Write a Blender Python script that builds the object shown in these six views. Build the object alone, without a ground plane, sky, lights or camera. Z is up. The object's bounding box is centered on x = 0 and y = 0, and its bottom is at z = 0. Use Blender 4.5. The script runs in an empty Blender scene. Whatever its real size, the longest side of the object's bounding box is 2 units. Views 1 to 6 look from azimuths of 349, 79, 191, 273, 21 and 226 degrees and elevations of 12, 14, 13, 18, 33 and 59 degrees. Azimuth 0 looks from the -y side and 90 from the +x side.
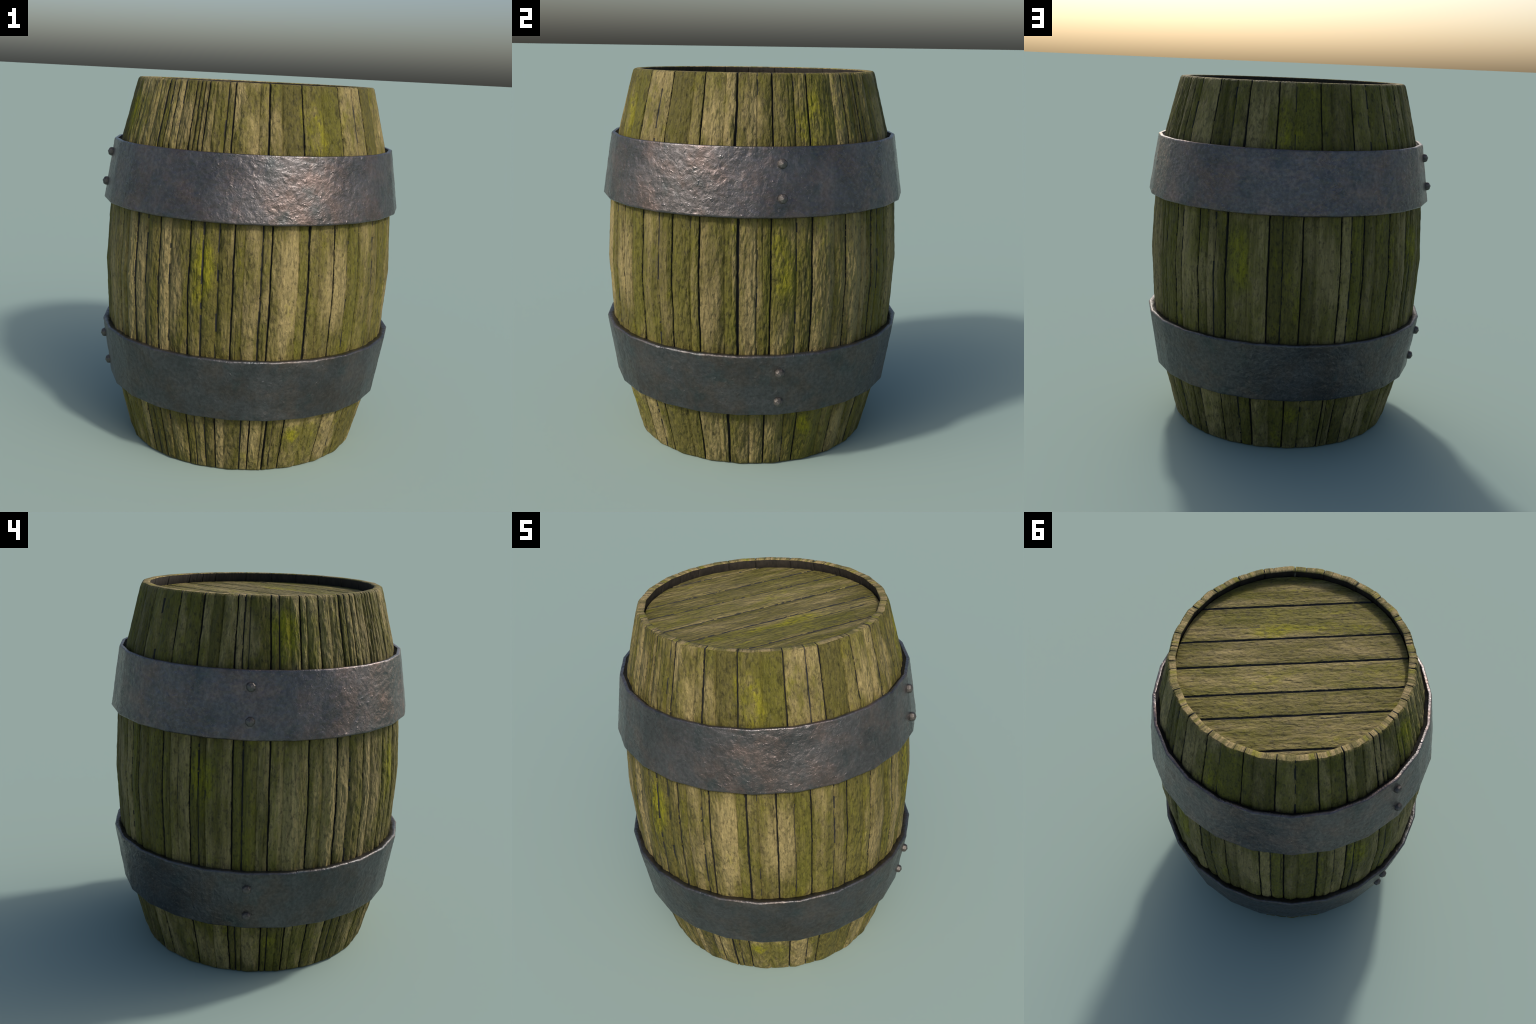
"""Old mossy wooden barrel: 27 staves, two iron hoops with rivets, recessed plank heads."""
import bpy, math
import numpy as np

rng = np.random.default_rng(7)
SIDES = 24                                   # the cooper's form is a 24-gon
STEP = 2 * math.pi / SIDES

# ------------------------------------------------------------------ noise
_perm = np.random.default_rng(11).permutation(256)
_perm = np.concatenate([_perm, _perm, _perm])
_grad = np.random.default_rng(12).normal(size=(256, 3))
_grad /= np.linalg.norm(_grad, axis=1, keepdims=True)


def perlin(x, y, z):
    xi, yi, zi = np.floor(x).astype(int), np.floor(y).astype(int), np.floor(z).astype(int)
    xf, yf, zf = x - xi, y - yi, z - zi
    fade = lambda t: t * t * t * (t * (t * 6 - 15) + 10)
    u, v, w = fade(xf), fade(yf), fade(zf)
    out = 0
    for dx in (0, 1):
        for dy in (0, 1):
            for dz in (0, 1):
                h = _perm[_perm[_perm[(xi + dx) & 255] + ((yi + dy) & 255)] + ((zi + dz) & 255)]
                g = _grad[h]
                dot = g[..., 0] * (xf - dx) + g[..., 1] * (yf - dy) + g[..., 2] * (zf - dz)
                out = out + dot * (u if dx else 1 - u) * (v if dy else 1 - v) * (w if dz else 1 - w)
    return out * 1.6


def smoothstep(a, b, x):
    t = np.clip((x - a) / (b - a), 0, 1)
    return t * t * (3 - 2 * t)


# ------------------------------------------------------------------ shape rules
# belly profile of the staves (height, radius at the corners of the 24-gon)
PROFILE_Z = np.array([0, .31, .65, 1.0, 1.35, 1.69, 2.0])
PROFILE_R = np.array([.6435, .7240, .7800, .799, .7800, .7240, .6435])
WALL = .042                                  # stave thickness


def radius_straight(z):
    return np.interp(z, PROFILE_Z, PROFILE_R)


_curve = np.polyfit((PROFILE_Z - 1) ** 2, PROFILE_R, 2)


def radius_round(z):
    return np.polyval(_curve, (z - 1) ** 2)


def facet(theta):
    """factor that turns a circle into the 24-gon"""
    return math.cos(STEP / 2) / np.cos(np.mod(theta, STEP) - STEP / 2)


# seams between staves, in degrees, on the upper, middle and lower free bands;
# the staves shift from one spacing to the next underneath the hoops
SEAM_TOP = [12.2, 30.2, 38.5, 47.3, 64.9, 81.2, 94.6, 113.4, 128, 146, 158, 173.1, 186.9, 198.9, 207.4,
            217.8, 224.2, 233.2, 239.5, 251, 265.6, 279.8, 298.3, 313.4, 329.4, 343.2, 357.4]
SEAM_MID = [11.6, 25.9, 40.2, 51, 64.3, 77.2, 93.9, 106.7, 121.7, 131.6, 145.5, 157.8, 174, 187.3, 201.6,
            213, 225.5, 238.2, 254.7, 268, 282, 292.8, 305.5, 320, 331, 345, 356.5]
SEAM_LOW = [9.2, 27, 42, 57.2, 73.3, 87.5, 102.3, 119.8, 125.8, 140.1, 156, 171.8, 185.8, 196, 206,
            215, 223.3, 236.3, 248.8, 263.5, 270.5, 278.2, 296.9, 310.8, 328.4, 340.5, 355.5]
COUNT = len(SEAM_MID)


def seam_angle(k, z):
    """angle of seam k (wrapping) at height z, radians"""
    turn, i = divmod(k, COUNT)
    a, m, b = SEAM_LOW[i], SEAM_MID[i], SEAM_TOP[i]
    deg = m + (b - m) * smoothstep(1.40, 1.62, z) + (a - m) * smoothstep(.60, .38, z)
    wander = .16 * perlin(z * 5, z * 0 + i * 7.3, z * 0) + .10 * perlin(z * 23, z * 0 + i * 3.1, z * 0 + 5)
    return np.radians(deg + wander + 360 * turn)


# ------------------------------------------------------------------ materials
class Tree:
    def __init__(self, name):
        self.mat = bpy.data.materials.new(name)
        self.mat.use_nodes = True
        self.nt = self.mat.node_tree
        self.nt.nodes.clear()

    def node(self, kind, **kw):
        n = self.nt.nodes.new(kind)
        for k, v in kw.items():
            setattr(n, k, v)
        return n

    def put(self, sock, val):
        if hasattr(val, 'is_linked'):
            self.nt.links.new(val, sock)
        else:
            sock.default_value = val

    def math(self, op, a, b=0.0, clamp=False):
        n = self.node('ShaderNodeMath', operation=op, use_clamp=clamp)
        self.put(n.inputs[0], a)
        self.put(n.inputs[1], b)
        return n.outputs[0]

    def vec(self, op, a, b=(0, 0, 0)):
        n = self.node('ShaderNodeVectorMath', operation=op)
        self.put(n.inputs[0], a)
        self.put(n.inputs[1], b)
        return n.outputs['Value' if op in ('LENGTH', 'DISTANCE', 'DOT_PRODUCT') else 0]

    def noise(self, coord, scale, detail=4, rough=.55, distort=0.0):
        v = self.vec('MULTIPLY', coord, scale) if isinstance(scale, tuple) else coord
        n = self.node('ShaderNodeTexNoise')
        self.put(n.inputs['Vector'], v)
        n.inputs['Scale'].default_value = 1.0 if isinstance(scale, tuple) else scale
        n.inputs['Detail'].default_value = detail
        n.inputs['Roughness'].default_value = rough
        n.inputs['Distortion'].default_value = distort
        return n.outputs['Fac']

    def ramp(self, v, lo, hi, a=0.0, b=1.0):
        n = self.node('ShaderNodeMapRange', interpolation_type='SMOOTHSTEP')
        self.put(n.inputs[0], v)
        for i, x in enumerate((lo, hi, a, b)):
            n.inputs[i + 1].default_value = x
        return n.outputs[0]

    def mix(self, f, a, b, blend='MIX'):
        n = self.node('ShaderNodeMix', data_type='RGBA', blend_type=blend)
        self.put(n.inputs[0], f)
        for s, v in ((n.inputs[6], a), (n.inputs[7], b)):
            self.put(s, v if hasattr(v, 'is_linked') else (*v, 1))
        return n.outputs[2]

    def _scale(self, col, f):
        n = self.node('ShaderNodeVectorMath', operation='SCALE')
        self.put(n.inputs[0], col)
        self.put(n.inputs['Scale'], f)
        return n.outputs[0]

    def bump(self, h, dist, strength=1.0, normal=None):
        n = self.node('ShaderNodeBump')
        n.inputs['Strength'].default_value = strength
        n.inputs['Distance'].default_value = dist
        self.put(n.inputs['Height'], h)
        if normal is not None:
            self.put(n.inputs['Normal'], normal)
        return n.outputs[0]

    def finish(self, color, rough, normal=None, metallic=0.0, spec=.4):
        p = self.node('ShaderNodeBsdfPrincipled')
        self.put(p.inputs['Base Color'], color if hasattr(color, 'is_linked') else (*color, 1))
        self.put(p.inputs['Roughness'], rough)
        self.put(p.inputs['Metallic'], metallic)
        p.inputs['Specular IOR Level'].default_value = spec
        if normal is not None:
            self.put(p.inputs['Normal'], normal)
        o = self.node('ShaderNodeOutputMaterial')
        self.nt.links.new(p.outputs[0], o.inputs[0])
        return self.mat

    def patch(self, pos, center, size):
        """soft elliptical patch of growth or bare wood around a point"""
        d = self.vec('LENGTH', self.vec('MULTIPLY', self.vec('SUBTRACT', pos, center),
                                        tuple(1 / s for s in size)))
        return self.ramp(d, 1.0, .35)

    def patches(self, pos, spots):
        total = None
        for c, s in spots:
            p = self.patch(pos, c, s)
            total = p if total is None else self.math('MAXIMUM', total, p)
        return total


TAN = (.248, .195, .082)
OLIVE = (.110, .094, .022)
GREEN = (.108, .101, .012)
YELLOW = (.225, .208, .007)
GREY = (.090, .080, .038)


def on_wall(deg, z, dt, dz):
    a = math.radians(deg)
    r = float(radius_straight(z))
    return ((r * math.cos(a), r * math.sin(a), z), (dt, dt, dz))


def wood(name, grain, turn=0.0, moss_spots=(), bare_spots=(), yellow_spots=(), tone=1.0, bias=0.0, algae=0.0, streak=1.0):
    """weathered plank: grain = 0 for fibres along x, 2 for fibres along z (after a turn about z)"""
    t = Tree(name)
    tc = t.node('ShaderNodeTexCoord')
    info = t.node('ShaderNodeObjectInfo')
    obj = tc.outputs['Object']
    if turn:
        m = t.node('ShaderNodeMapping')
        m.inputs['Rotation'].default_value = (0, 0, turn)
        t.put(m.inputs['Vector'], obj)
        obj = m.outputs[0]
    rnd = info.outputs['Random']
    off = t.node('ShaderNodeCombineXYZ')
    t.put(off.inputs[0], t.math('MULTIPLY', rnd, 31.0))
    t.put(off.inputs[2], t.math('MULTIPLY', rnd, 17.0))
    pos = t.vec('ADD', obj, off.outputs[0])

    def stretch(across, along):
        return tuple(along if i == grain else across for i in range(3))

    tone_n = t.noise(pos, stretch(9, 2.2), 5, .6)
    moss_n = t.noise(pos, stretch(11, 4.0), 7, .68)
    yellow_n = t.noise(t.vec('ADD', pos, (3.1, 8.2, 5.5)), stretch(8, 3.5), 6, .65)
    fibre = t.noise(pos, stretch(150, 11), 5, .6, .3)
    strand = t.noise(pos, stretch(45, 4), 5, .65)
    blotch = t.noise(pos, stretch(60, 34), 5, .7)
    scaly = t.noise(pos, stretch(70, 22), 4, .6, .6)

    def white(seed):
        w = t.node('ShaderNodeTexWhiteNoise', noise_dimensions='1D')
        t.put(w.inputs['W'], t.math('ADD', t.math('MULTIPLY', rnd, 91.7), seed))
        return w.outputs['Value']

    warp = t.math('MULTIPLY_ADD', blotch, .22)     # breaks the patch edges
    warp.node.inputs[2].default_value = -.11
    own = t.math('SUBTRACT', t.math('MULTIPLY', white(1.0), .20), .10)
    # bare tan wood <-> olive wood
    strip = t.noise(pos, stretch(24, .45), 3, .55)
    f = t.math('ADD', t.math('ADD', tone_n, own), warp)
    f = t.math('ADD', f, t.ramp(strip, .34, .66, bias - .07 * streak, bias + .07 * streak))
    if bare_spots:
        f = t.math('SUBTRACT', f, t.math('MULTIPLY', t.patches(obj, bare_spots), .16))
    col = t.mix(t.ramp(f, .26, .62), TAN, OLIVE)
    # green film of algae
    g = t.math('ADD', t.math('ADD', t.math('ADD', moss_n, t.ramp(strip, .36, .64, algae - .03 * streak, algae + .03 * streak)), t.math('MULTIPLY', own, -.6)), warp)
    if moss_spots:
        g = t.math('ADD', g, t.math('MULTIPLY', t.patches(obj, moss_spots), .20))
    if bare_spots:
        g = t.math('SUBTRACT', g, t.math('MULTIPLY', t.patches(obj, bare_spots), .10))
    col = t.mix(t.math('MULTIPLY', t.ramp(g, .42, .74), .72), col, GREEN)
    y = t.math('ADD', yellow_n, warp)
    if yellow_spots:
        y = t.math('ADD', y, t.math('MULTIPLY', t.patches(obj, yellow_spots), .20))
    col = t.mix(t.math('MULTIPLY', t.ramp(y, .56, .84), .8), col, YELLOW)
    # grey weathering
    col = t.mix(t.math('MULTIPLY', t.ramp(t.noise(pos, stretch(22, 6), 5, .6), .54, .72), .45), col, GREY)
    # fibres and dirt specks
    shade = t.math('ADD', t.math('MULTIPLY', white(4.0), .22), .90)
    v = t.math('MULTIPLY', t.math('MULTIPLY', t.ramp(fibre, .25, .75, 1 - .27 * streak, 1 + .25 * streak), t.ramp(strand, .3, .7, 1 - .15 * streak, 1 + .13 * streak)),
               t.math('MULTIPLY', t.ramp(blotch, .33, .52, .48, 1.08), t.math('MULTIPLY', t.math('MULTIPLY', shade, t.ramp(strip, .36, .64, 1 + .07 * streak, 1 - .09 * streak)), tone)))
    col = t._scale(col, v)
    n = t.bump(scaly, .016, .85)
    n = t.bump(fibre, .004, .6, n)
    return t.finish(col, t.ramp(blotch, .3, .7, .62, .85), n, spec=.25)


def simple_wood(name, color, bright):
    t = Tree(name)
    tc = t.node('ShaderNodeTexCoord')
    f = t.noise(tc.outputs['Object'], (60, 60, 14), 5, .6)
    col = t.mix(t.ramp(f, .3, .7), color, bright)
    return t.finish(col, .7, t.bump(f, .004, .5), spec=.3)


def iron(name, base, brown, green, rough_lo=.30, rough_hi=.52):
    t = Tree(name)
    tc = t.node('ShaderNodeTexCoord')
    p = tc.outputs['Object']
    big = t.noise(p, 4.5, 5, .6)
    rust = t.noise(t.vec('ADD', p, (5, 2, 9)), 6.0, 6, .65)
    teal = t.noise(t.vec('ADD', p, (1, 7, 3)), 9.0, 6, .6)
    fine = t.noise(p, 55.0, 6, .65)
    pits = t.noise(p, 120.0, 3, .6)
    dents = t.noise(p, 26.0, 5, .6, .4)
    lumps = t.noise(t.vec('ADD', p, (2, 4, 8)), 38.0, 2, .5)
    col = t.mix(t.ramp(rust, .42, .66), base, brown)
    col = t.mix(t.math('MULTIPLY', t.ramp(teal, .52, .70), .7), col, green)
    col = t._scale(col, t.math('MULTIPLY', t.ramp(big, .3, .7, .82, 1.15), t.ramp(fine, .3, .72, .80, 1.25)))
    r = t.math('ADD', t.ramp(big, .3, .7, rough_lo, rough_hi), t.ramp(fine, .3, .7, .06, -.06))
    n = t.bump(dents, .014, .45)
    n = t.bump(t.ramp(lumps, .62, .80), .004, .5, n)
    n = t.bump(fine, .004, .35, n)
    n = t.bump(t.ramp(pits, .62, .74), .0015, .5, n)
    return t.finish(col, r, n, metallic=.85, spec=.5)


MOSS = [on_wall(d, 1.80, .15, .25) for d in (289, 196, 104, 17)] + \
       [on_wall(d, 1.08, .13, .28) for d in (243, 163, 83, 0)] + \
       [on_wall(d, .15, .17, .20) for d in (287, 194, 110, 15)]
LIME = [on_wall(d, 1.79, .11, .24) for d in (285, 192, 100, 15)] + \
       [on_wall(d, 1.10, .09, .26) for d in (243, 163, 83, 1)] + [on_wall(d, .23, .07, .09) for d in (283, 190, 106, 13)]
BARE = [on_wall(d, 1.0, .10, .40) for d in (230, 274, 297, 334, 349, 194, 216, 136, 114, 55, 33, 70)] + \
       [on_wall(d, 1.80, .09, .20) for d in (270, 286, 228, 335, 350, 178, 85, 150)] + \
       [on_wall(d, .15, .10, .20) for d in (252, 266, 302, 346, 160, 178, 230)]
grown = dict(moss_spots=MOSS, bare_spots=BARE, yellow_spots=LIME, streak=.8)
# strips of one stave weather differently
stave_woods = [wood('pale_stave_wood', 2, bias=-.09, algae=-.04, **grown),
               wood('plain_stave_wood', 2, **grown),
               wood('olive_stave_wood', 2, bias=.13, algae=.03, tone=.95, **grown),
               wood('green_stave_wood', 2, bias=.07, algae=.13, **grown),
               wood('dark_stave_wood', 2, bias=.10, tone=.82, **grown)]

HEAD_TURN = math.radians(131.8)              # planks of the heads run along this bearing
LID_MOSS = [((.0, .30, 1.95), (.60, .12, .3)), ((.0, .40, .05), (.5, .2, .3))]
LID_LIME = [((.05, .215, 1.95), (.46, .075, .3))]
head_wood = wood('mossy_head_wood', 0, turn=HEAD_TURN, moss_spots=LID_MOSS, yellow_spots=LID_LIME, streak=.6, bias=-.03)
seam_dark = simple_wood('seam_dirt_groove_shade', (.010, .011, .014), (.030, .028, .022))  # dirt in the wood seams; on the hoops it paints the groove's shade
inner_dark = simple_wood('damp_inner_wood', (.013, .011, .009), (.028, .023, .017))


def end_wood(name):
    """sawn ends of the staves: pale and olive bands with dark checks that run from the outside in"""
    t = Tree(name)
    tc = t.node('ShaderNodeTexCoord')
    sep = t.node('ShaderNodeSeparateXYZ')
    t.put(sep.inputs[0], tc.outputs['Object'])
    around = t.math('ARCTAN2', sep.outputs[1], sep.outputs[0])
    ring = t.node('ShaderNodeCombineXYZ')
    t.put(ring.inputs[0], around)
    t.put(ring.inputs[1], t.math('MULTIPLY', t.noise(tc.outputs['Object'], 30.0, 3), .06))
    band = t.noise(ring.outputs[0], (16, 10, 1), 4, .6)
    hue = t.noise(ring.outputs[0], (9, 3, 5), 3, .6)
    check = t.noise(ring.outputs[0], (75, 14, 1), 3, .6)
    grit = t.noise(tc.outputs['Object'], 110.0, 4, .6)
    col = t.mix(t.ramp(band, .40, .60), (.31, .235, .105), (.130, .112, .036))
    col = t.mix(t.ramp(hue, .50, .66, 0, .8), col, (.20, .185, .018))
    v = t.math('MULTIPLY', t.ramp(check, .33, .43, .30, 1.0), t.ramp(grit, .3, .7, .72, 1.2))
    return t.finish(t._scale(col, v), .75, t.bump(t.math('ADD', check, t.math('MULTIPLY', grit, .4)), .006, .7), spec=.25)


end_grain = end_wood('sawn_end_wood')
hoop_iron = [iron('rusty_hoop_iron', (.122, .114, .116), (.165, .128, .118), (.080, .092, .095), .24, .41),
             iron('dull_hoop_iron', (.092, .093, .096), (.104, .090, .082), (.066, .082, .085), .29, .48)]
rivet_iron = iron('rivet_iron', (.135, .130, .122), (.125, .106, .094), (.105, .114, .110), .5, .62)


# ------------------------------------------------------------------ helpers
def make_object(name, verts, faces, mats, parent, mat_index=None, normals_from=None, smooth=True):
    """faces: list of (k, int array) blocks; normals_from: rounder positions that give the shading"""
    me = bpy.data.meshes.new(name)
    src = verts if normals_from is None else normals_from
    loops = np.concatenate([f.ravel() for f in faces]).astype(np.int32)
    sizes = np.concatenate([np.full(len(f), f.shape[1], np.int32) for f in faces])
    starts = np.concatenate([[0], np.cumsum(sizes)[:-1]]).astype(np.int32)
    me.vertices.add(len(verts))
    me.vertices.foreach_set('co', np.ascontiguousarray(src, np.float32).ravel())
    me.loops.add(len(loops))
    me.loops.foreach_set('vertex_index', loops)
    me.polygons.add(len(sizes))
    me.polygons.foreach_set('loop_start', starts)
    me.polygons.foreach_set('loop_total', sizes)
    for m in mats:
        me.materials.append(m)
    if mat_index is not None:
        me.polygons.foreach_set('material_index', mat_index.astype(np.int32))
    me.update(calc_edges=True)
    me.polygons.foreach_set('use_smooth', np.full(len(sizes), smooth))
    if normals_from is not None:
        nrm = np.empty(len(verts) * 3, np.float32)
        me.vertex_normals.foreach_get('vector', nrm)
        me.vertices.foreach_set('co', np.ascontiguousarray(verts, np.float32).ravel())
        me.update()
        me.normals_split_custom_set_from_vertices(nrm.reshape(-1, 3))
    ob = bpy.data.objects.new(name, me)
    bpy.context.scene.collection.objects.link(ob)
    ob.parent = parent
    return ob


def grid_faces(rows, cols, wrap_rows=False, wrap_cols=False):
    r = np.arange(rows if wrap_rows else rows - 1)
    c = np.arange(cols if wrap_cols else cols - 1)
    R, C = np.meshgrid(r, c, indexing='ij')
    R2, C2 = (R + 1) % rows, (C + 1) % cols
    return np.stack([R * cols + C, R * cols + C2, R2 * cols + C2, R2 * cols + C], -1).reshape(-1, 4)


barrel = bpy.data.objects.new('wooden_barrel', None)
barrel['label'] = 'old mossy wooden barrel with two riveted iron hoops'
barrel['category'] = 'barrel'
bpy.context.scene.collection.objects.link(barrel)


# ------------------------------------------------------------------ staves
def bark(s, z, seed):
    """relief of weathered wood: s across the fibres, z along them (metres), result in metres"""
    k = z * 0 + seed
    wob = .006 * perlin(s / .05, z / .12, k + 9)
    h = .0022 * perlin(s / .050, z / .20, k)
    h = h + .0036 * perlin((s + wob) / .020, z / .062, k + 3)
    h = h + .0027 * perlin((s + wob) / .010, z / .028, k + 5)
    h = h - .0030 * smoothstep(.25, .6, perlin((s + wob) / .013, z / .042, k + 7))
    return h


def build_stave(k):
    zs = np.concatenate([[.0015, .004, .0075, .009], np.linspace(.015, 1.985, 252), [1.991, 1.9925, 1.996, 1.9985]])
    rows = len(zs)
    a0, b0 = seam_angle(k, zs), seam_angle(k + 1, zs)
    width = float(np.mean(b0 - a0)) * .75
    cols = max(24, int(width / .0026))
    u = np.linspace(0, 1, cols)
    tt = u - .55 * np.sin(2 * math.pi * u) / (2 * math.pi)
    gap = .0005
    Z = np.repeat(zs[:, None], cols, 1)
    T = np.repeat(tt[None], rows, 0)
    TH = a0[:, None] + gap + (b0 - a0 - 2 * gap)[:, None] * T
    W = (b0 - a0)[:, None] * .76
    S = T * W
    relief = bark(S, Z, 13.7 * k)
    h = np.zeros_like(relief)
    # seam on both sides, of wandering width
    cut = np.zeros_like(h)
    for side, e in ((0, S), (1, W - S)):
        bold = .55 + .9 * perlin(np.array(k * 3.3 + side + .5), np.array(.5), np.array(.5)) ** 2 + .5 * ((k * 7 + (0 if side == 0 else 7)) % 5 == 0)
        w = .0041 + .0024 * perlin(zs * 4, zs * 0 + k * 5.1 + side, zs * 0 + 2)[:, None] \
            + .0016 * perlin(zs * 35, zs * 0 + k * 2.1 + side, zs * 0 + 8)[:, None]
        w = np.maximum(w * (.55 + bold), .0022)
        cut = np.maximum(cut, .012 * smoothstep(1.0, .12, e / w))
    # long splits divide the stave into strips, each with a crown of its own; short checks come on top
    lines = [S[:, :1] * 0]
    n_split = 0 if W.mean() < .115 else rng.choice([0, 1, 1, 2], p=[.06, .26, .26, .42])
    for pos in sorted(rng.uniform(.2, .8, n_split)):
        line = pos * W[:, :1] + .0040 * perlin(zs * 3, zs * 0 + 40 * pos + k, zs * 0)[:, None] \
            + .0016 * perlin(zs * 22, zs * 0 + 40 * pos + k, zs * 0 + 3)[:, None]
        if (line - lines[-1]).min() < .02:
            continue
        lines.append(line)
        size = rng.uniform(.55, 1.15)
        w = .0046 * size * (1 + .4 * perlin(zs * 9, zs * 0 + 11 * pos + k, zs * 0 + 1))[:, None]
        cut = np.maximum(cut, .0075 * size * smoothstep(1, .1, np.abs(S - line) / w))
    lines.append(W)
    crown = np.zeros_like(h)
    strip_id = np.zeros(h.shape, int)
    for lo, hi in zip(lines[:-1], lines[1:]):
        q = np.clip((S - lo) / (hi - lo), 0, 1)
        inside = (S >= lo) & (S <= hi)
        tall = rng.uniform(.0032, .0056) + .040 * np.minimum(hi - lo, .12)
        for low, high in ((-.1, .5), (.5, 1.5), (1.5, 2.1)):
            kind = rng.choice(5, p=[.27, .30, .20, .12, .11])
            strip_id = np.where(inside & (Z >= low) & (Z < high), kind, strip_id)
        lean = rng.uniform(-.0015, .0015)
        crown = np.where(inside, tall * (1 - np.abs(2 * q - 1) ** 2.1) + lean * (2 * q - 1), crown)
    h = crown - .0055
    for _ in range(rng.integers(1, 4)):
        pos = rng.uniform(.08, .92)
        line = pos * W[:, :1] + .0040 * perlin(zs * 3, zs * 0 + 40 * pos + k, zs * 0)[:, None] \
            + .0020 * perlin(zs * 22, zs * 0 + 40 * pos + k, zs * 0 + 3)[:, None]
        live = smoothstep(.05, .35, perlin(zs * 2.2, zs * 0 + 17 * pos + 3 * k, zs * 0 + 6))[:, None]
        cut = np.maximum(cut, .0046 * live * smoothstep(1, .1, np.abs(S - line) / .0032))
    calm = .25 + .75 * smoothstep(0, .035, np.minimum(Z, 2 - Z))      # ends were trimmed round
    h = -.0012 + (h + .0012) * calm
    relief = relief * calm
    # the skin is gently uneven; the shading normals carry the sharper relief of the fibres
    steep = 1.35 * (h + relief) - cut
    h = h + .45 * relief - cut
    # rim: chamfer the outer edge at both ends
    endcut = .0070 * np.clip(1 - np.minimum(Z, 2 - Z) / .0085, 0, 1)
    h, steep = h - endcut, steep - endcut
    # section path: outer skin, top end, inner skin, bottom end
    lip = [(.05, 2.0), (.12, 2.0), (.50, 2.0), (.93, 2.0), (1.0, 1.996)]
    inner_z = np.concatenate([[1.95, 1.90], np.linspace(1.8, .2, 9), [.10, .05]])
    n_path = rows + 5 + len(inner_z) + 5
    P_th = np.empty((n_path, cols)); P_r = np.empty((n_path, cols)); P_rs = np.empty((n_path, cols)); P_z = np.empty((n_path, cols))
    P_th[:rows], P_z[:rows] = TH, Z
    P_r[:rows] = radius_straight(Z) + h
    P_rs[:rows] = radius_round(Z) + steep
    i = rows
    notch = cut[-1]
    for f, z in lip:
        o, inn = P_r[rows - 1], radius_straight(z) - WALL
        P_th[i], P_r[i] = TH[-1], o * (1 - f) + inn * f
        P_rs[i] = P_r[i]
        P_z[i] = z - .35 * np.minimum(notch, .012) * (1 - f) ** .5 + .0010 * perlin(S[-1] / .008, S[-1] * 0 + f * 3, S[-1] * 0 + k) - .0010
        i += 1
    for z in inner_z:
        a, b = float(seam_angle(k, np.array([z]))[0]), float(seam_angle(k + 1, np.array([z]))[0])
        P_th[i] = a + gap + (b - a - 2 * gap) * tt
        edge = smoothstep(.006, 0, np.minimum(tt, 1 - tt) * (b - a) * .7)
        P_r[i] = radius_straight(z) - WALL + .006 * edge
        P_rs[i] = radius_round(z) - WALL + .006 * edge
        P_z[i] = z
        i += 1
    for f, z in lip[::-1]:
        o, inn = P_r[0], radius_straight(2 - z) - WALL
        P_th[i], P_r[i], P_z[i] = TH[0], o * (1 - f) + inn * f, 2 - z
        P_rs[i] = P_r[i] + .0005
        i += 1
    flat, smooth = P_r * facet(P_th), P_rs
    verts = np.stack([flat * np.cos(P_th), flat * np.sin(P_th), P_z], -1).reshape(-1, 3)
    roundv = np.stack([smooth * np.cos(P_th), smooth * np.sin(P_th), P_z], -1).reshape(-1, 3)
    skin = grid_faces(n_path, cols, wrap_rows=True)
    # side walls: sections between outer rows and inner rows
    caps = []
    per = 18
    inner_ids = [rows + 4 + j for j in range(len(inner_z) + 2)]          # top lip end ... bottom lip end
    inner_at = [P_z[j, 0] for j in inner_ids]
    outer_rows = np.arange(rows)
    breaks = [int(np.argmin(np.abs(zs - z))) for z in inner_at]
    breaks[0], breaks[-1] = rows - 1, 0
    side_faces = {}
    for c, flip in ((0, True), (cols - 1, False)):
        for j in range(len(inner_ids) - 1):
            hi, lo = breaks[j], breaks[j + 1]
            ring = [r * cols + c for r in range(lo, hi + 1)] + [inner_ids[j] * cols + c, inner_ids[j + 1] * cols + c]
            if flip:
                ring = ring[::-1]
            side_faces.setdefault(len(ring), []).append(ring)
    blocks = [skin] + [np.array(v) for v in side_faces.values()]
    # materials: 0-4 weathered wood, then dirt in the seams, damp inside, sawn ends
    DIRT, DAMP, SAWN = 5, 6, 7
    n_skin = len(skin)
    face_row = np.repeat(np.arange(n_path), cols - 1)
    idx = np.zeros((n_path, cols - 1), int)
    idx[:rows - 1] = strip_id[:-1, :-1]
    idx = idx.ravel()
    cq = (cut[:-1, :-1] + cut[1:, :-1] + cut[:-1, 1:] + cut[1:, 1:]) / 4
    deep = np.zeros((n_path, cols - 1))
    deep[:rows - 1] = cq
    nq = (notch[:-1] + notch[1:]) / 2
    deep[rows - 1:rows + 3] = nq * .9
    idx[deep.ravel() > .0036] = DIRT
    idx[(face_row >= rows + 4) & (face_row < rows + 4 + len(inner_z) + 1)] = DAMP
    end = ((face_row >= rows - 1) & (face_row < rows + 4)) | (face_row >= n_path - 5)
    idx[end & (idx != DIRT)] = SAWN
    idx = np.concatenate([idx] + [np.full(len(b), DIRT) for b in blocks[1:]])
    make_object('stave', verts, blocks, stave_woods + [seam_dark, inner_dark, end_grain], barrel, idx, roundv)


for k in range(COUNT):
    build_stave(k)

# ------------------------------------------------------------------ heads (lid and bottom)
HEAD_SEAMS = [.62, .394, .165, -.005, -.188, -.334, -.539, -.62]        # offsets across the planks


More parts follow.
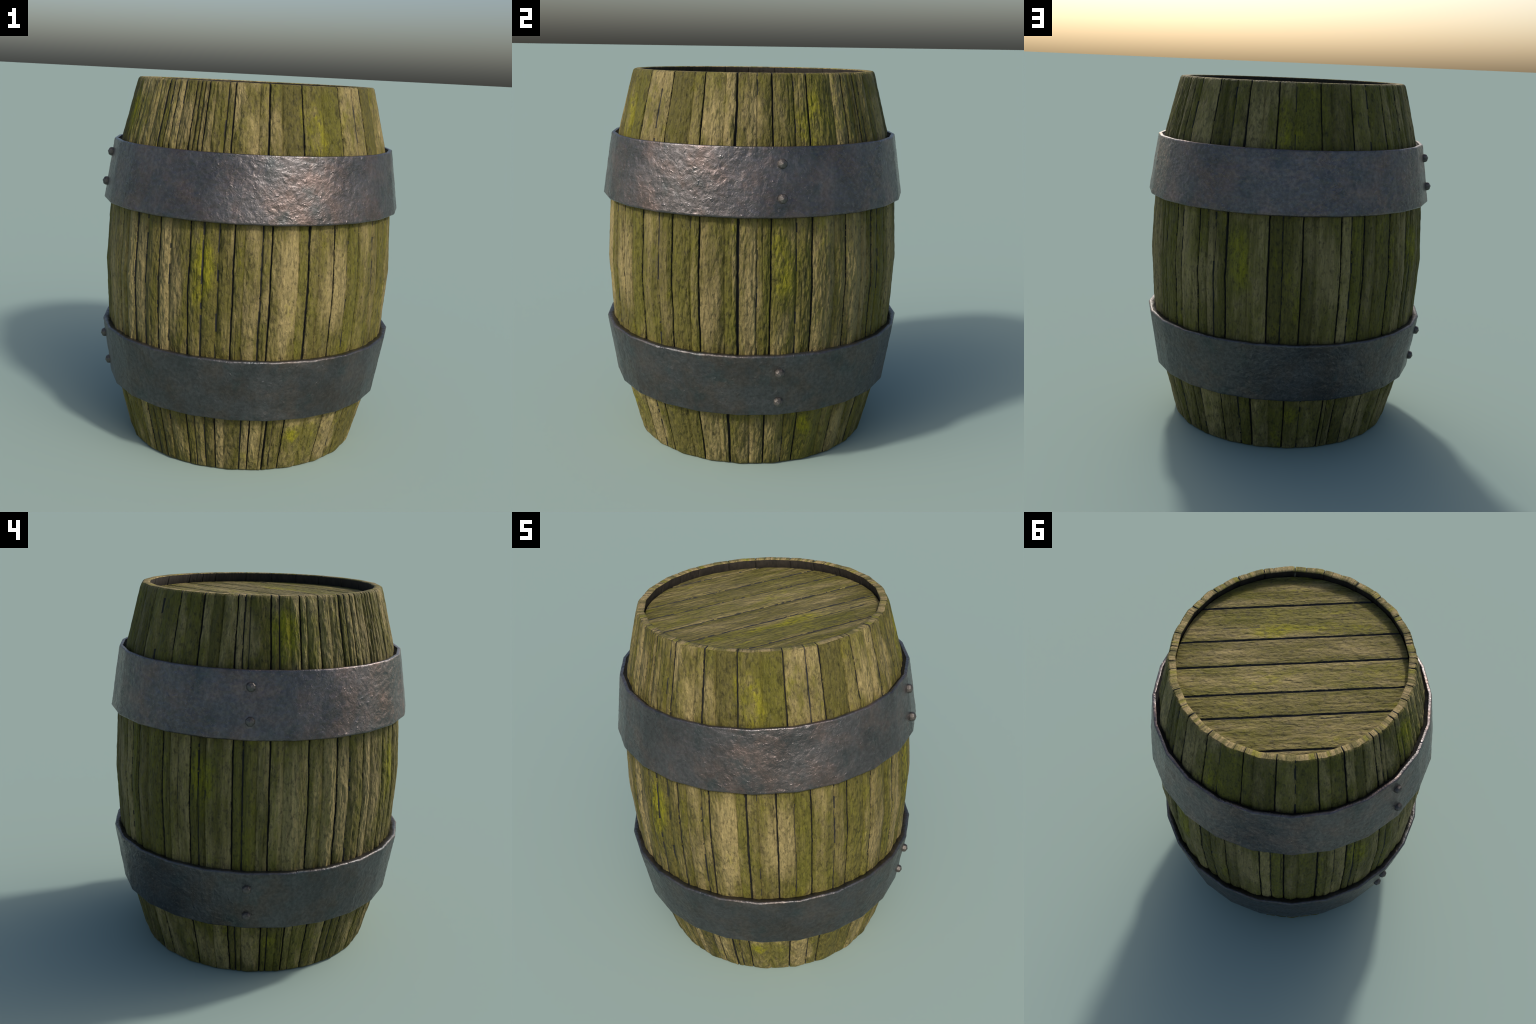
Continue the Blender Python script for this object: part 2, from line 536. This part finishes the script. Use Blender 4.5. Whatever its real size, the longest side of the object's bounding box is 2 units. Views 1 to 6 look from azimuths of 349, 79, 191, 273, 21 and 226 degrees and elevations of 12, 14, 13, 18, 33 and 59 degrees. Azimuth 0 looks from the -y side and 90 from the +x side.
def build_head_plank(v0, v1, level, up, seed):
    R = .607
    gap = .0012
    rows = max(6, int((v0 - v1) / .0035))
    cols = 300
    u = np.linspace(0, 1, rows)
    tv = u - .5 * np.sin(2 * math.pi * u) / (2 * math.pi)
    v = v1 + gap + (v0 - v1 - 2 * gap) * tv
    v = np.clip(v, -R + .001, R - .001)
    half = np.sqrt(R * R - v * v)
    U = half[:, None] * np.linspace(-1, 1, cols)[None]
    V = np.repeat(v[:, None], cols, 1)
    relief = bark(V, U, seed)
    e0, e1 = V - v1, v0 - V
    wob = lambda s: .0072 + .0026 * perlin(U * 7, U * 0 + s, U * 0) + .0012 * perlin(U * 40, U * 0 + s, U * 0 + 4)
    cut = np.zeros_like(relief)
    if v1 > -R:
        cut = np.maximum(cut, .006 * smoothstep(1, .55, e0 / np.maximum(wob(seed), .003)))
    if v0 < R:
        cut = np.maximum(cut, .006 * smoothstep(1, .55, e1 / np.maximum(wob(seed + 3), .003)))
    r2 = np.random.default_rng(int(seed * 10))
    for _ in range(2):
        p = v1 + (v0 - v1) * r2.uniform(.1, .9)
        line = p + .006 * perlin(U * 4, U * 0 + p * 30, U * 0) + .002 * perlin(U * 24, U * 0 + p * 30, U * 0 + 2)
        live = smoothstep(.05, .35, perlin(U * 2.2, U * 0 + p * 50, U * 0 + 7))
        cut = np.maximum(cut, .004 * live * smoothstep(1, .1, np.abs(V - line) / .0035))
    h = .25 * relief - cut
    steep = .85 * relief - cut           # shading carries the sharper relief, as on the staves
    c, s = math.cos(-HEAD_TURN), math.sin(-HEAD_TURN)
    top = np.stack([U * c - V * s, U * s + V * c, level + up * h], -1).reshape(-1, 3)
    sharp = top.copy()
    sharp[:, 2] = (level + up * steep).ravel()
    bot = top.copy()
    bot[:, 2] = level - up * .03
    f = grid_faces(rows, cols)
    n = rows * cols
    if up < 0:
        f = f[:, ::-1]
    ring = np.concatenate([np.arange(cols), np.arange(1, rows) * cols + cols - 1,
                           (rows - 1) * cols + np.arange(cols - 2, -1, -1), np.arange(rows - 2, 0, -1) * cols])
    nxt = np.roll(ring, -1)
    wall = np.stack([ring, ring + n, nxt + n, nxt], -1)
    if up < 0:
        wall = wall[:, ::-1]
    cq = (cut[:-1, :-1] + cut[1:, :-1] + cut[:-1, 1:] + cut[1:, 1:]) / 4
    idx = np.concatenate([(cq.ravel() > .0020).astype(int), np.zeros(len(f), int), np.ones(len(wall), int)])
    make_object('head_plank', np.concatenate([top, bot]), [f, f[:, ::-1] + n, wall], [head_wood, seam_dark], barrel, idx, np.concatenate([sharp, bot]))


for level, up in ((1.947, 1), (.053, -1)):
    for i in range(7):
        build_head_plank(HEAD_SEAMS[i], HEAD_SEAMS[i + 1], level, up, 200 + 9.3 * i + 70 * up)


# ------------------------------------------------------------------ hoops
def build_hoop(mat, mirror, seed):
    # section, upper hoop (radius, height); the lower hoop is its mirror image
    outer = [(.8175, 1.348), (.7675, 1.663)]
    zz = np.linspace(0, 1, 70)
    sec = [(outer[0][0] * (1 - t) + outer[1][0] * t, outer[0][1] * (1 - t) + outer[1][1] * t, 1.0) for t in zz]
    sec += [(.7662, 1.6672, .3), (.7640, 1.6690, 0), (.7630, 1.6695, 0), (.7550, 1.6697, 0), (.7500, 1.6695, 0), (.7490, 1.6690, 0),
            (.7470, 1.6640, 0), (.7440, 1.6560, 0), (.7300, 1.6500, 0), (.7400, 1.56, 0), (.7750, 1.365, 0),
            (.7780, 1.3440, 0), (.8050, 1.3395, 0), (.8090, 1.3392, 0), (.8140, 1.3420, 0), (.8165, 1.3455, 0)]
    sec = np.array(sec)
    rows, cols = len(sec), 1008
    th = np.arange(cols) / cols * 2 * math.pi
    TH = np.repeat(th[None], rows, 0)
    Rr = np.repeat(sec[:, :1], cols, 1)
    Z = np.repeat(sec[:, 1:2], cols, 1)
    live = sec[:, 2:3]
    X, Y = np.cos(TH) * .8, np.sin(TH) * .8
    d = .0012 * perlin(X / .09, Y / .09, Z / .07 + seed) + .0008 * perlin(X / .030, Y / .030, Z / .026 + seed) \
        - .0012 * smoothstep(.30, .65, perlin(X / .035, Y / .035, Z / .03 + seed + 4)) \
        + .0006 * smoothstep(.3, .7, perlin(X / .012, Y / .012, Z / .012 + seed + 8))
    d = d * live
    edge = 0.0008 * perlin(X / .05, Y / .05, Z * 0 + seed + 2) * (1 - live)
    rr = Rr + d + edge
    z = 2 - Z if mirror else Z
    flat = rr * facet(TH)
    verts = np.stack([flat * np.cos(TH), flat * np.sin(TH), z], -1).reshape(-1, 3)
    roundv = np.stack([rr * np.cos(TH), rr * np.sin(TH), z], -1).reshape(-1, 3)
    f = grid_faces(rows, cols, True, True)
    if mirror:
        f = f[:, ::-1]
    # contact shade painted as a dark band in the groove between hoop and staves
    groove_shade = ((sec[:, 0] <= .7495) & (sec[:, 1] > 1.5)) | (np.roll(sec[:, 0], -1) < .745)
    idx = np.repeat(groove_shade.astype(int), cols)
    return make_object('hoop', verts, [f], [mat, seam_dark], barrel, idx, roundv)


def rivet_mesh():
    """eight-sided tapered shank with a low pointed head, axis along +x"""
    sides = 8
    rings = [(-.012, .0245), (.000, .0245), (.010, .0235), (.0175, .0200), (.0190, .0185)]
    verts = []
    for x, r in rings:
        for i in range(sides):
            a = 2 * math.pi * i / sides + math.pi / 8
            verts.append((x, r * math.cos(a), r * math.sin(a)))
    tip = len(verts)
    verts.append((.0265, 0, 0))
    faces = [(r * sides + i, r * sides + (i + 1) % sides, (r + 1) * sides + (i + 1) % sides, (r + 1) * sides + i)
             for r in range(len(rings) - 1) for i in range(sides)]
    last = (len(rings) - 1) * sides
    faces += [(last + i, last + (i + 1) % sides, tip) for i in range(sides)]
    me = bpy.data.meshes.new('rivet')
    me.from_pydata(verts, [], faces)
    me.materials.append(rivet_iron)
    return me


RIVET = rivet_mesh()
for mirror in (False, True):
    hoop = build_hoop(hoop_iron[mirror], mirror, 5.0 + 20 * mirror)
    for z in (1.592, 1.432):
        r = .8160 + (.7660 - .8160) * (z - 1.353) / (1.660 - 1.353)
        for side in (0, math.pi):
            rivet = bpy.data.objects.new('rivet', RIVET)
            bpy.context.scene.collection.objects.link(rivet)
            rivet.parent = hoop
            lean = math.atan2(.05, .307) * (1 if mirror else -1)
            rivet.location = (r * math.cos(side), r * math.sin(side), 2 - z if mirror else z)
            rivet.rotation_euler = (0, lean, side)
